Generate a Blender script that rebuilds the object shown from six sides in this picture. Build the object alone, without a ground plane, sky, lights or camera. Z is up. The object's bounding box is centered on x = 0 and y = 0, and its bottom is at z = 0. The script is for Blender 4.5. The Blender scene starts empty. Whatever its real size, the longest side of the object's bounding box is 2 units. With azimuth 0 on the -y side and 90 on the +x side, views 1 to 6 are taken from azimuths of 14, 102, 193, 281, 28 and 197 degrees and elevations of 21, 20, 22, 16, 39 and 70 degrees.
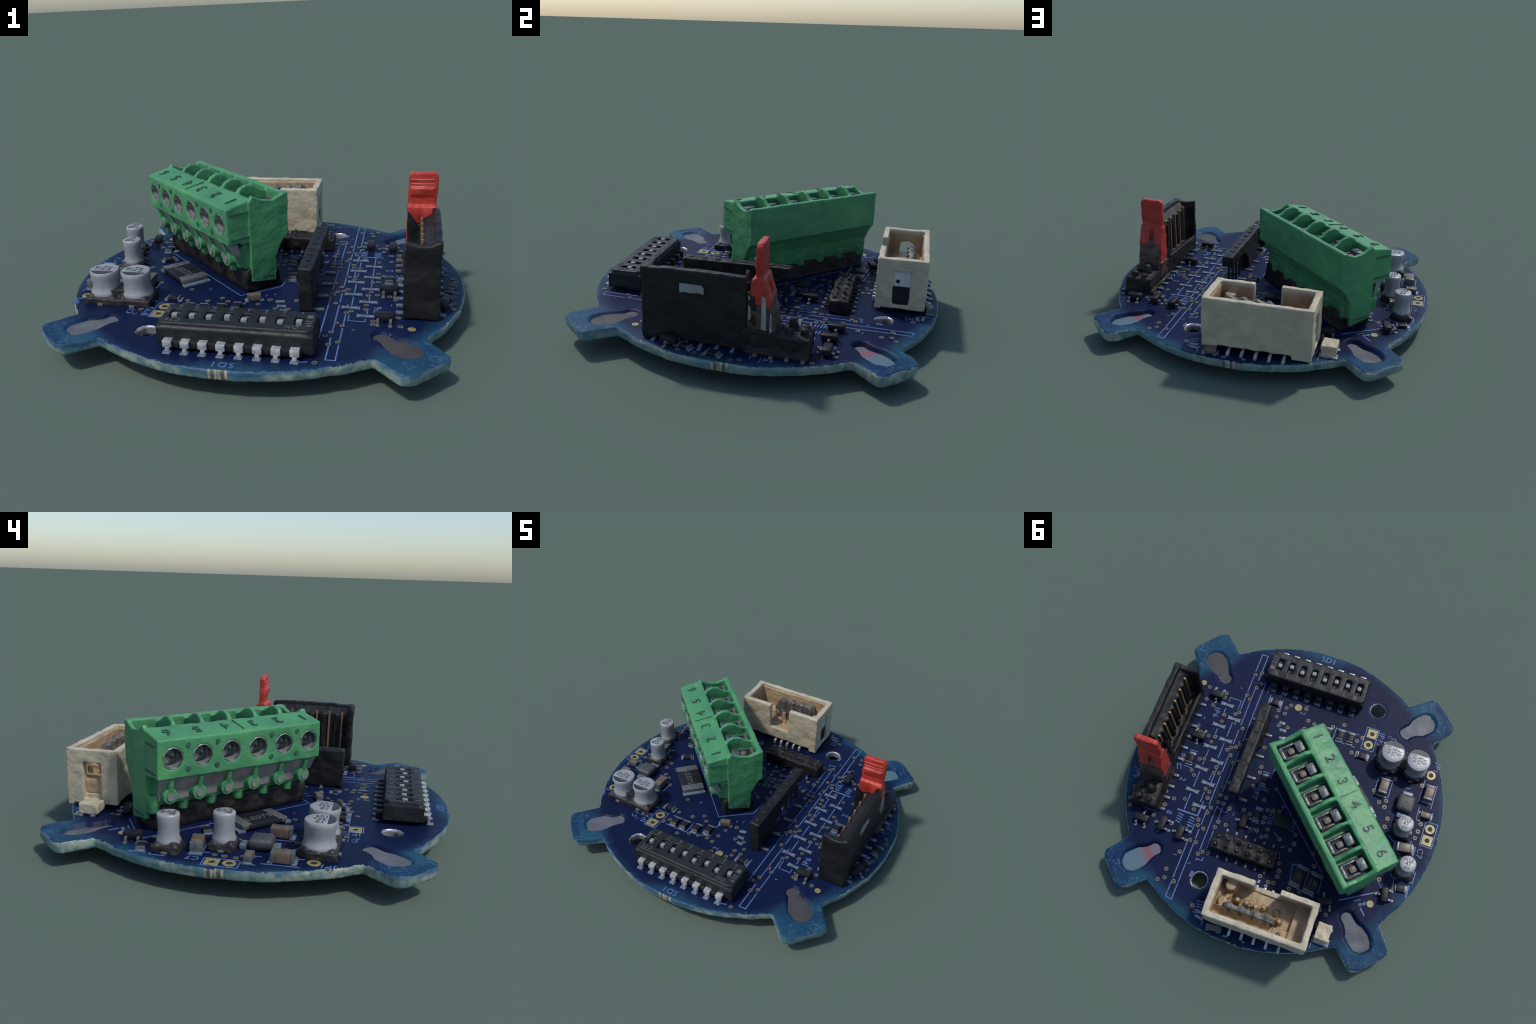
import bpy, bmesh, math, random
from mathutils import Vector, Matrix, noise

random.seed(7)
PI = math.pi
PITCH = 0.0768            # 0.1 inch header pitch at this scale
Z0, ZT = 0.085, 0.137     # underside and top of the board
ZS = ZT + 0.0015          # top of silkscreen and solder mask prints

# ------------------------------------------------------------------ materials
def mat(name, base, rough=0.5, metal=0.0, var=0.25, scale=18.0, bump=0.0, bscale=60.0,
        second=None, coat=0.0, spec=0.5, detail=4.0):
    m = bpy.data.materials.new(name)
    m.use_nodes = True
    nt = m.node_tree
    b = nt.nodes["Principled BSDF"]
    b.inputs["Roughness"].default_value = rough
    b.inputs["Metallic"].default_value = metal
    b.inputs["Specular IOR Level"].default_value = spec
    b.inputs["Coat Weight"].default_value = coat
    tc = nt.nodes.new("ShaderNodeTexCoord")
    n = nt.nodes.new("ShaderNodeTexNoise")
    n.inputs["Scale"].default_value = scale
    n.inputs["Detail"].default_value = detail
    nt.links.new(tc.outputs["Object"], n.inputs["Vector"])
    r = nt.nodes.new("ShaderNodeValToRGB")
    r.color_ramp.elements[0].position, r.color_ramp.elements[1].position = 0.3, 0.7
    c0 = second if second else tuple(c * (1 - var) for c in base)
    c1 = base if second else tuple(min(1, c * (1 + var)) for c in base)
    r.color_ramp.elements[0].color = (*c0, 1)
    r.color_ramp.elements[1].color = (*c1, 1)
    nt.links.new(n.outputs["Fac"], r.inputs["Fac"])
    nt.links.new(r.outputs["Color"], b.inputs["Base Color"])
    if bump:
        bn = nt.nodes.new("ShaderNodeTexNoise")
        bn.inputs["Scale"].default_value = bscale
        bn.inputs["Detail"].default_value = 3
        nt.links.new(tc.outputs["Object"], bn.inputs["Vector"])
        bp = nt.nodes.new("ShaderNodeBump")
        bp.inputs["Strength"].default_value = bump
        bp.inputs["Distance"].default_value = 0.01
        nt.links.new(bn.outputs["Fac"], bp.inputs["Height"])
        nt.links.new(bp.outputs["Normal"], b.inputs["Normal"])
    return m

def N(nt, kind, **kw):
    n = nt.nodes.new(kind)
    for k, v in kw.items():
        setattr(n, k, v)
    return n

def mathn(nt, op, a, b=None, clamp=False):
    n = N(nt, "ShaderNodeMath", operation=op, use_clamp=clamp)
    for i, v in enumerate((a, b)):
        if v is None:
            continue
        if isinstance(v, (int, float)):
            n.inputs[i].default_value = v
        else:
            nt.links.new(v, n.inputs[i])
    return n.outputs[0]

def ramp01(nt, v, lo, hi):
    n = N(nt, "ShaderNodeMapRange", clamp=True)
    nt.links.new(v, n.inputs[0])
    n.inputs[1].default_value, n.inputs[2].default_value = lo, hi
    return n.outputs[0]

def mixc(nt, fac, a, b):
    n = N(nt, "ShaderNodeMix", data_type="RGBA")
    if isinstance(fac, (int, float)):
        n.inputs[0].default_value = fac
    else:
        nt.links.new(fac, n.inputs[0])
    for i, v in ((6, a), (7, b)):
        if isinstance(v, tuple):
            n.inputs[i].default_value = (*v, 1)
        else:
            nt.links.new(v, n.inputs[i])
    return n.outputs[2]

def board_material(edge):
    """Blue solder mask that turns lighter towards the rim and on the tabs; raw glass-fibre on the edge."""
    m = bpy.data.materials.new("board_edge" if edge else "solder_mask")
    m.use_nodes = True
    nt = m.node_tree
    b = nt.nodes["Principled BSDF"]
    tc = N(nt, "ShaderNodeTexCoord")
    sep = N(nt, "ShaderNodeSeparateXYZ")
    nt.links.new(tc.outputs["Object"], sep.inputs[0])
    X, Y, Z = sep.outputs
    rad = mathn(nt, "SQRT", mathn(nt, "ADD", mathn(nt, "MULTIPLY", X, X), mathn(nt, "MULTIPLY", Y, Y)))
    def noi(scale, det=4.0, dist=0.0):
        n = N(nt, "ShaderNodeTexNoise")
        n.inputs["Scale"].default_value, n.inputs["Detail"].default_value = scale, det
        n.inputs["Distortion"].default_value = dist
        nt.links.new(tc.outputs["Object"], n.inputs["Vector"])
        return n.outputs["Fac"]
    n1, n2, n3 = noi(3.5), noi(24.0, 6.0), noi(26.0, 6.0, 2.0)
    if not edge:
        base = mixc(nt, ramp01(nt, n1, 0.35, 0.65), (0.0020, 0.0062, 0.031), (0.0038, 0.0095, 0.047))
        base = mixc(nt, mathn(nt, "MULTIPLY", ramp01(nt, n2, 0.45, 0.75), 0.4), base, (0.0055, 0.0105, 0.034))
        wob = mathn(nt, "ADD", rad, mathn(nt, "MULTIPLY", mathn(nt, "SUBTRACT", n1, 0.5), 0.16))
        rim = ramp01(nt, wob, 0.94, 1.04)
        col = mixc(nt, rim, base, mixc(nt, ramp01(nt, n1, 0.40, 0.60), (0.006, 0.028, 0.078), (0.014, 0.064, 0.112)))
        scr = mathn(nt, "MULTIPLY", ramp01(nt, n3, 0.58, 0.72), ramp01(nt, rad, 0.96, 1.06))
        col = mixc(nt, mathn(nt, "MULTIPLY", scr, 0.45), col, (0.13, 0.21, 0.29))
        b.inputs["Roughness"].default_value = 0.5
        b.inputs["Specular IOR Level"].default_value = 0.14
    else:
        col = mixc(nt, ramp01(nt, n2, 0.35, 0.65), (0.085, 0.165, 0.165), (0.29, 0.32, 0.25))
        col = mixc(nt, mathn(nt, "MULTIPLY", ramp01(nt, n1, 0.44, 0.60), 0.6), col, (0.045, 0.15, 0.19))
        lip = mathn(nt, "ADD", Z, mathn(nt, "MULTIPLY", mathn(nt, "SUBTRACT", n1, 0.5), 0.08))
        col = mixc(nt, ramp01(nt, lip, ZT - 0.014, ZT + 0.004), col, (0.018, 0.070, 0.135))
        notch = mathn(nt, "MINIMUM", mathn(nt, "ABSOLUTE", X), mathn(nt, "ABSOLUTE", Y))
        wv = mathn(nt, "SINE", mathn(nt, "MULTIPLY", notch, 220.0))
        cream = mixc(nt, mathn(nt, "MULTIPLY", ramp01(nt, wv, -0.2, 0.9), ramp01(nt, n2, 0.30, 0.62)), (0.075, 0.085, 0.085), (0.42, 0.40, 0.28))
        col = mixc(nt, ramp01(nt, notch, 0.055, 0.035), col, cream)
        b.inputs["Roughness"].default_value = 0.6
    nt.links.new(col, b.inputs["Base Color"])
    bp = N(nt, "ShaderNodeBump")
    bp.inputs["Strength"].default_value, bp.inputs["Distance"].default_value = 0.25, 0.006
    nt.links.new(n2, bp.inputs["Height"])
    nt.links.new(bp.outputs[0], b.inputs["Normal"])
    return m

M = dict(
    mask=board_material(False), edge=board_material(True),
    silk=mat("silkscreen_print", (0.075, 0.135, 0.30), 0.5, var=0.35, scale=40),
    via=mat("gold_plating", (0.155, 0.142, 0.105), 0.4, 0.25, var=0.3, scale=50),
    gold=mat("gold_pad", (0.27, 0.235, 0.10), 0.4, 0.2, var=0.25, scale=50),
    hole=mat("drill_hole", (0.016, 0.013, 0.016), 0.7, var=0.3),
    holewall=mat("plated_hole_wall", (0.45, 0.45, 0.46), 0.3, 0.7, var=0.7, scale=25),
    bright=mat("bright_lead", (0.40, 0.41, 0.42), 0.38, 0.3, var=0.3, scale=40, bump=0.3),
    tin=mat("tinned_lead", (0.125, 0.133, 0.142), 0.38, 0.35, var=0.3, scale=40, bump=0.3),
    solder=mat("solder_pad", (0.13, 0.165, 0.215), 0.4, 0.2, var=0.4, scale=60, bump=0.4),
    green=mat("green_plastic", (0.072, 0.270, 0.108), 0.45, second=(0.046, 0.190, 0.090), scale=6, spec=0.35, bump=0.12, bscale=40),
    greymold=mat("grey_insert", (0.20, 0.192, 0.188), 0.6, var=0.3, scale=14, bump=0.2),
    ink=mat("dark_ink", (0.024, 0.082, 0.055), 0.6),
    black=mat("black_plastic", (0.0125, 0.0125, 0.0140), 0.5, spec=0.3, second=(0.0055, 0.006, 0.007), scale=10, bump=0.25, bscale=30),
    chip=mat("chip_plastic", (0.0095, 0.0105, 0.014), 0.5, spec=0.3, var=0.4, scale=30, bump=0.2),
    switch=mat("switch_plastic", (0.0135, 0.0155, 0.0175), 0.5, spec=0.3, var=0.3, scale=12, bump=0.3, bscale=25),
    brownblack=mat("dark_header_plastic", (0.0075, 0.0070, 0.0080), 0.55, spec=0.3, second=(0.018, 0.0155, 0.0155), scale=12, bump=0.3, bscale=25),
    white=mat("actuator_plastic", (0.20, 0.22, 0.225), 0.5, var=0.15),
    paleink=mat("pale_marking", (0.085, 0.095, 0.10), 0.6, var=0.2),
    cream=mat("cream_plastic", (0.47, 0.415, 0.305), 0.5, second=(0.36, 0.315, 0.225), scale=10, bump=0.25, bscale=30),
    tan=mat("yellowed_plastic", (0.42, 0.30, 0.17), 0.5, second=(0.24, 0.17, 0.10), scale=14, bump=0.2),
    dusty=mat("dusty_metal", (0.115, 0.105, 0.092), 0.55, 0.2, var=0.4, scale=25, bump=0.4),
    red=mat("red_plastic", (0.44, 0.042, 0.028), 0.42, spec=0.35, second=(0.33, 0.028, 0.020), scale=8, bump=0.12),
    redstripe=mat("pale_red_plastic", (0.50, 0.090, 0.070), 0.45),
    aged=mat("worn_jumper_plastic", (0.050, 0.016, 0.013), 0.5, second=(0.075, 0.052, 0.045), scale=16, bump=0.3),
    pale=mat("pale_grey", (0.26, 0.26, 0.26), 0.5, var=0.15),
    winpale=mat("pale_fill", (0.50, 0.52, 0.51), 0.5, var=0.15),
    alu=mat("aluminium_can", (0.335, 0.342, 0.355), 0.42, 0.15, second=(0.25, 0.258, 0.28), scale=12, bump=0.1),
    canfoot=mat("capacitor_foot", (0.012, 0.0115, 0.014), 0.5, spec=0.3, second=(0.034, 0.031, 0.031), scale=16, bump=0.3),
    canink=mat("can_ink", (0.028, 0.032, 0.042), 0.5),
    screw=mat("screw_steel", (0.40, 0.42, 0.41), 0.28, 0.4, second=(0.05, 0.065, 0.06), scale=30, bump=0.6, bscale=50),
    clamp=mat("clamp_steel", (0.15, 0.18, 0.19), 0.38, 0.3, second=(0.055, 0.068, 0.07), scale=22, bump=0.3),
    ceramic=mat("ceramic_capacitor", (0.125, 0.092, 0.068), 0.45, var=0.3, scale=30),
    inductor=mat("ferrite_grey", (0.048, 0.051, 0.055), 0.55, var=0.25, scale=26, bump=0.3),
    pin=mat("gold_pin", (0.27, 0.175, 0.075), 0.42, 0.4, var=0.3),
    padgrey=mat("bare_pad", (0.098, 0.106, 0.122), 0.5, spec=0.3, var=0.28, scale=13),
    padbrown=mat("bare_pad_warm", (0.072, 0.066, 0.064), 0.5, spec=0.3, second=(0.042, 0.043, 0.050), scale=10),
    padrim=mat("pad_rim", (0.15, 0.20, 0.23), 0.5, var=0.3, scale=30),
    under=mat("underside_parts", (0.012, 0.013, 0.020), 0.6, var=0.4),
)

def red_patch_pad():
    m = M["padgrey"].copy()
    m.name = "bare_pad_stained"
    nt = m.node_tree
    b = nt.nodes["Principled BSDF"]
    tc = N(nt, "ShaderNodeTexCoord")
    sep = N(nt, "ShaderNodeSeparateXYZ")
    nt.links.new(tc.outputs["Object"], sep.inputs[0])
    t = mathn(nt, "MULTIPLY", mathn(nt, "ADD", sep.outputs[0], sep.outputs[1]), 0.7071)
    red = mathn(nt, "MULTIPLY", ramp01(nt, t, 0.885, 0.915), ramp01(nt, t, 0.965, 0.925))
    teal = ramp01(nt, t, 0.93, 1.0)
    col = mixc(nt, teal, (0.125, 0.125, 0.165), (0.080, 0.145, 0.185))
    col = mixc(nt, mathn(nt, "MULTIPLY", red, 0.75), col, (0.22, 0.060, 0.085))
    nt.links.new(col, b.inputs["Base Color"])
    return m
M["padred"] = red_patch_pad()

# ------------------------------------------------------------------ scene helpers
root = bpy.data.objects.new("circuit_board", None)
root.empty_display_size = 0.2
bpy.context.collection.objects.link(root)
root["label"] = "round blue circuit board with green terminal block and connectors"
root["category"] = "circuit board"

def link(name, me, mats, parent, smooth=True, angle=35, **props):
    for k in (mats if isinstance(mats, (list, tuple)) else [mats]):
        me.materials.append(M[k])
    o = bpy.data.objects.new(name, me)
    bpy.context.collection.objects.link(o)
    o.parent = parent
    if smooth:
        me.shade_smooth()
        me.set_sharp_from_angle(angle=math.radians(angle))
    for k, v in props.items():
        o[k] = v
    return o

def from_bm(name, bm, mats, parent=None, smooth=True, angle=35, **props):
    me = bpy.data.meshes.new(name)
    bmesh.ops.recalc_face_normals(bm, faces=bm.faces)
    bm.to_mesh(me)
    bm.free()
    return link(name, me, mats, parent or root, smooth, angle, **props)

def repeat(o, loc, rot=0.0, parent=None, name=None):
    c = o.copy()
    c.location = loc
    c.rotation_euler = (0, 0, rot)
    if name:
        c.name = name
    c.parent = parent or o.parent
    bpy.context.collection.objects.link(c)
    return c

def box(bm, x0, x1, y0, y1, z0, z1, bev=0.0, mi=0, seg=2, mtx=None):
    m = Matrix.Translation(((x0 + x1) / 2, (y0 + y1) / 2, (z0 + z1) / 2)) @ Matrix.Diagonal((abs(x1 - x0), abs(y1 - y0), abs(z1 - z0), 1))
    if mtx is not None:
        m = mtx @ m
    r = bmesh.ops.create_cube(bm, size=1.0, matrix=m)
    vs = r["verts"]
    fs = list({f for v in vs for f in v.link_faces})
    for f in fs:
        f.material_index = mi
    if bev:
        es = list({e for v in vs for e in v.link_edges})
        bmesh.ops.bevel(bm, geom=es, offset=bev, segments=seg, profile=0.5, affect="EDGES", material=mi)
    return vs

def boxc(bm, x, y, w, d, z0, z1, bev=0.0, mi=0, rot=0.0):
    mtx = Matrix.Translation((x, y, 0)) @ Matrix.Rotation(rot, 4, "Z")
    return box(bm, -w / 2, w / 2, -d / 2, d / 2, z0, z1, bev, mi, 2, mtx)

def cyl(bm, x, y, r, z0, z1, seg=24, mi=0, r2=None, axis="Z"):
    m = Matrix.Translation((x, y, (z0 + z1) / 2))
    r_ = bmesh.ops.create_cone(bm, cap_ends=True, segments=seg, radius1=r, radius2=r if r2 is None else r2, depth=z1 - z0, matrix=m)
    for f in {f for v in r_["verts"] for f in v.link_faces}:
        f.material_index = mi
    return r_["verts"]

def tube(bm, p0, p1, r, seg=20, mi=0):
    p0, p1 = Vector(p0), Vector(p1)
    d = p1 - p0
    m = Matrix.Translation((p0 + p1) / 2) @ d.to_track_quat("Z", "Y").to_matrix().to_4x4()
    r_ = bmesh.ops.create_cone(bm, cap_ends=True, segments=seg, radius1=r, radius2=r, depth=d.length, matrix=m)
    for f in {f for v in r_["verts"] for f in v.link_faces}:
        f.material_index = mi

def ring(bm, x, y, r0, r1, z0, z1, seg=14, mi=0):
    """Flat washer with real thickness."""
    L = []
    for r, z in ((r0, z0), (r1, z0), (r1, z1), (r0, z1)):
        L.append([bm.verts.new((x + r * math.cos(2 * PI * i / seg), y + r * math.sin(2 * PI * i / seg), z)) for i in range(seg)])
    for k in range(4):
        A, B = L[k], L[(k + 1) % 4]
        for i in range(seg):
            f = bm.faces.new((A[i], A[(i + 1) % seg], B[(i + 1) % seg], B[i]))
            f.material_index = mi

def lathe(bm, x, y, prof, seg=32, mi=0):
    rows = [[bm.verts.new((x + r * math.cos(2 * PI * i / seg), y + r * math.sin(2 * PI * i / seg), z)) for i in range(seg)] for r, z in prof]
    for A, B in zip(rows, rows[1:]):
        for i in range(seg):
            bm.faces.new((A[i], A[(i + 1) % seg], B[(i + 1) % seg], B[i])).material_index = mi
    bm.faces.new(rows[-1]).material_index = mi
    bm.faces.new(rows[0][::-1]).material_index = mi

def prism(bm, pts, a, b, plane="xy", mi=0):
    """Extrude a closed outline from a to b along the axis that the plane leaves out."""
    def P(u, v, w):
        return {"xy": (u, v, w), "xz": (u, w, v), "yz": (w, u, v)}[plane]
    A = [bm.verts.new(P(u, v, a)) for u, v in pts]
    B = [bm.verts.new(P(u, v, b)) for u, v in pts]
    fs = [bm.faces.new(A), bm.faces.new(B[::-1])]
    n = len(pts)
    for i in range(n):
        fs.append(bm.faces.new((A[i], A[(i + 1) % n], B[(i + 1) % n], B[i])))
    for f in fs:
        f.material_index = mi

def plate_mesh(outline, holes, half, bevel=0.0, res=2):
    """Flat plate with holes: a filled 2D curve, extruded."""
    cu = bpy.data.curves.new("plate", "CURVE")
    cu.dimensions, cu.fill_mode = "2D", "BOTH"
    cu.extrude, cu.bevel_depth, cu.bevel_resolution = half, bevel, res
    for pts in [outline] + holes:
        s = cu.splines.new("POLY")
        s.points.add(len(pts) - 1)
        for p, (x, y) in zip(s.points, pts):
            p.co = (x, y, 0, 1)
        s.use_cyclic_u = True
    o = bpy.data.objects.new("plate", cu)
    bpy.context.collection.objects.link(o)
    me = bpy.data.meshes.new_from_object(o.evaluated_get(bpy.context.evaluated_depsgraph_get()))
    bpy.data.objects.remove(o)
    bpy.data.curves.remove(cu)
    return me

def plate(bm, outline, holes, a, b, plane="xy", mi=0):
    me = plate_mesh(outline, holes, (b - a) / 2)
    c = (a + b) / 2
    t = {"xy": Matrix(((1, 0, 0, 0), (0, 1, 0, 0), (0, 0, 1, c), (0, 0, 0, 1))),
         "xz": Matrix(((1, 0, 0, 0), (0, 0, 1, c), (0, 1, 0, 0), (0, 0, 0, 1))),
         "yz": Matrix(((0, 0, 1, c), (1, 0, 0, 0), (0, 1, 0, 0), (0, 0, 0, 1)))}[plane]
    me.transform(t)
    before = set(bm.faces)
    bm.from_mesh(me)
    new = [f for f in bm.faces if f not in before]
    for f in new:
        f.material_index = mi
    bmesh.ops.remove_doubles(bm, verts=list({v for f in new for v in f.verts}), dist=1e-5)
    bpy.data.meshes.remove(me)

def circle(x, y, r, n=24):
    return [(x + r * math.cos(2 * PI * i / n), y + r * math.sin(2 * PI * i / n)) for i in range(n)]

def text(s, x, y, size, rot, z0, z1, name=None):
    cu = bpy.data.curves.new("txt", "FONT")
    cu.body, cu.size = s, size
    cu.align_x, cu.align_y = "CENTER", "CENTER"
    cu.extrude = (z1 - z0) / 2
    cu.resolution_u = 3
    cu.offset = size * 0.004
    cu.space_character = 1.12
    o = bpy.data.objects.new("txt", cu)
    bpy.context.collection.objects.link(o)
    me = bpy.data.meshes.new_from_object(o.evaluated_get(bpy.context.evaluated_depsgraph_get()))
    bpy.data.objects.remove(o)
    bpy.data.curves.remove(cu)
    me.transform(Matrix.Translation((x, y, (z0 + z1) / 2)) @ Matrix.Rotation(math.radians(rot), 4, "Z"))
    return me

def texts(name, items, key, parent):
    bm = bmesh.new()
    for it in items:
        me = text(*it)
        bm.from_mesh(me)
        bpy.data.meshes.remove(me)
    return from_bm(name, bm, key, parent, smooth=False, kind="stuff")

def lumps(me, f):
    nor = [v.normal.copy() for v in me.vertices]     # read first: every move would recompute them
    co = []
    for v, n_ in zip(me.vertices, nor):
        p = v.co
        co.extend(p + n_ * f(p))
    me.vertices.foreach_set("co", co)
    me.update()

def soften(o, voxel=0.006, smooth=2, lump=0.003, lscale=22.0, seed=0.0, keep=1.0):
    """Rounded, slightly lumpy skin of a scanned plastic part."""
    r = o.modifiers.new("r", "REMESH")
    r.mode, r.voxel_size, r.use_smooth_shade = "VOXEL", voxel, True
    if smooth:
        s = o.modifiers.new("s", "SMOOTH")
        s.iterations, s.factor = smooth, 0.5
    me = bpy.data.meshes.new_from_object(o.evaluated_get(bpy.context.evaluated_depsgraph_get()))
    o.modifiers.clear()
    old = o.data
    mats = list(old.materials)
    o.data = me
    me.name = o.name
    bpy.data.meshes.remove(old)
    me.materials.clear()
    for m_ in mats:
        me.materials.append(m_)
    for p in me.polygons:
        p.material_index = 0
    if lump:
        off = Vector((seed, seed * 1.7, seed * 0.3))
        lumps(me, lambda p: lump * noise.noise(p * lscale + off) + lump * 0.35 * noise.noise(p * lscale * 3 + off))
    me.shade_smooth()
    return me

# ------------------------------------------------------------------ board
R = 0.989
TAB_HALF = math.asin(0.137 / R)
TABS = {  # corner points of each tab as (radius, tangent), counter-clockwise
    0: [(1.008, -0.134), (1.06, -0.130), (1.120, -0.124), (1.146, -0.116), (1.158, -0.100), (1.164, -0.03), (1.166, 0.05), (1.160, 0.085), (1.142, 0.118), (1.104, 0.132), (1.012, 0.134)],
    1: [(1.008, -0.139), (1.06, -0.140), (1.125, -0.138), (1.150, -0.128), (1.160, -0.105), (1.166, -0.02), (1.164, 0.06), (1.156, 0.098), (1.140, 0.113), (1.070, 0.121), (1.010, 0.128)],
    2: [(1.008, -0.135), (1.06, -0.130), (1.140, -0.121), (1.160, -0.110), (1.170, -0.088), (1.172, -0.02), (1.171, 0.05), (1.166, 0.092), (1.142, 0.122), (1.070, 0.132), (1.010, 0.139)],
    3: [(1.008, -0.138), (1.07, -0.138), (1.145, -0.138), (1.168, -0.120), (1.176, -0.088), (1.172, -0.03), (1.167, 0.04), (1.164, 0.085), (1.150, 0.110), (1.070, 0.124), (1.008, 0.136)]}
outline = []
for q in range(4):
    a0 = PI / 4 + q * PI / 2
    ca, sa = math.cos(a0), math.sin(a0)
    for r, t in TABS[q]:
        j = 0.003 * noise.noise(Vector((r * 9, t * 9, q * 5.1)))
        outline.append(((r + j) * ca - t * sa, (r + j) * sa + t * ca))
    n = 72
    for i in range(n + 1):
        f = i / n
        a = a0 + TAB_HALF + f * (PI / 2 - 2 * TAB_HALF)
        r = R + 0.0030 * noise.noise(Vector((math.cos(a) * 9, math.sin(a) * 9, 2)))
        fil = min(f, 1 - f) * (PI / 2 - 2 * TAB_HALF)
        r += 0.006 * max(0, 1 - fil / 0.05)
        side = min(abs(math.cos(a)), abs(math.sin(a)))
        if side < 0.05:                       # break-off nibbles in the middle of each side
            r -= 0.004 * (0.5 + 0.5 * math.sin(side * 220))
        outline.append((r * math.cos(a), r * math.sin(a)))
HOLES = [(-0.407, -0.711, 0.057), (0.294, 0.708, 0.057)]
me = plate_mesh(outline, [circle(x, y, r, 32) for x, y, r in HOLES], (ZT - Z0) / 2 - 0.010, 0.010, 2)
me.transform(Matrix.Translation((0, 0, (ZT + Z0) / 2)))
board = link("board", me, ["mask", "edge", "holewall"], root)
PAD_DEPTH = {0: 0.030, 1: 0.030, 2: 0.014, 3: 0.016}
def pad_outline():
    return [(0.835 + dr, dt) for dr, dt in
            [(0.0, 0.0), (0.006, -0.028), (0.03, -0.045), (0.062, -0.042), (0.095, -0.050), (0.13, -0.066), (0.18, -0.072), (0.225, -0.062),
             (0.255, -0.030), (0.262, 0.005), (0.255, 0.038), (0.225, 0.066), (0.18, 0.072), (0.13, 0.064), (0.092, 0.046), (0.06, 0.040), (0.03, 0.040), (0.008, 0.026)]]
PAD_SHIFT = {0: (0.0, 0.0), 1: (0.0, -0.01), 2: (0.0, 0.0), 3: (-0.01, 0.015)}
def pad_points(q, s):
    a0 = PI / 4 + q * PI / 2
    pts = []
    for i, (r, t) in enumerate(pad_outline()):
        r, t = 0.965 + (r + PAD_SHIFT[q][0] - 0.965) * s, (t + PAD_SHIFT[q][1]) * s
        w = 0.006 * noise.noise(Vector((i * 0.9, q * 3.3, 1.0)))
        r, t = r + w, t + w
        pts.append((r * math.cos(a0) - t * math.sin(a0), r * math.sin(a0) + t * math.cos(a0)))
    return pts
def inside(p, poly):
    """Signed distance to a closed outline, positive inside."""
    best, hit = 1e9, False
    for (x0, y0), (x1, y1) in zip(poly, poly[1:] + poly[:1]):
        dx, dy = x1 - x0, y1 - y0
        t = max(0, min(1, ((p[0] - x0) * dx + (p[1] - y0) * dy) / (dx * dx + dy * dy)))
        best = min(best, math.hypot(p[0] - x0 - t * dx, p[1] - y0 - t * dy))
        if (y0 > p[1]) != (y1 > p[1]) and p[0] < x0 + (p[1] - y0) / (y1 - y0) * dx:
            hit = not hit
    return best if hit else -best
me = soften(board, 0.0075, 1, 0)
PADS = {q: pad_points(q, 1.0) for q in range(4)}
nor = [v.normal.copy() for v in me.vertices]
for v, n_ in zip(me.vertices, nor):
    p = v.co
    r = math.hypot(p.x, p.y)
    if n_.z < 0.7 and r > 0.9:                # chewed, slightly wavy rim
        k = 0.0045 * noise.noise(p * 14) + 0.0025 * noise.noise(p * 45)
        p += Vector((n_.x, n_.y, n_.z * 0.4)) * k
        low = max(0, min(1, (ZT - 0.022 - p.z) / 0.02))      # lower half of the rim is rounded under
        p -= Vector((p.x, p.y, 0)) / r * 0.003 * low
    elif r > 1.0 and n_.z > 0.7:              # lumpy tabs
        p.z += 0.0035 * noise.noise(Vector((p.x * 14, p.y * 14, 3))) * min(1, (r - 1.0) / 0.05)
    if r > 0.78 and n_.z > 0.2 and abs(p.x) > 0.5 and abs(p.y) > 0.5:
        q = {(True, True): 0, (False, True): 1, (False, False): 2, (True, False): 3}[(p.x > 0, p.y > 0)]
        d_ = inside(p, PADS[q])
        p.z -= PAD_DEPTH[q] * max(0, min(1, (d_ + 0.006) / 0.014))
SAG = {0: 0.002, 1: 0.0, 2: 0.002, 3: 0.0}
for v in me.vertices:                        # each tab is bent a little differently
    r = math.hypot(v.co.x, v.co.y)
    if r > 1.0:
        q = {(True, True): 0, (False, True): 1, (False, False): 2, (True, False): 3}[(v.co.x > 0, v.co.y > 0)]
        v.co.z += SAG[q] * min(1, (r - 1.0) / 0.12) * (0.3 if v.co.z < (ZT + Z0) / 2 and q == 0 else 1.0)
        v.co.z -= (0.011 if q == 0 else 0.004) * min(1, (r - 1.0) / 0.12) * (v.co.z < (ZT + Z0) / 2)
me.update()
for p in me.polygons:
    c = p.center
    near = min(math.hypot(c.x - x, c.y - y) - r for x, y, r in HOLES)
    r = math.hypot(c.x, c.y)
    p.material_index = 2 if near < 0.012 and abs(p.normal.z) < 0.85 else (1 if abs(p.normal.z) < 0.72 and (r > 1.0 or r > 0.97 and r < 1.01) and min(inside(c, PADS[q]) for q in PADS) < -0.02
                          and max(inside(c, PADS[q]) for q in PADS) < -0.015 else 0)
me.shade_smooth()

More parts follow.
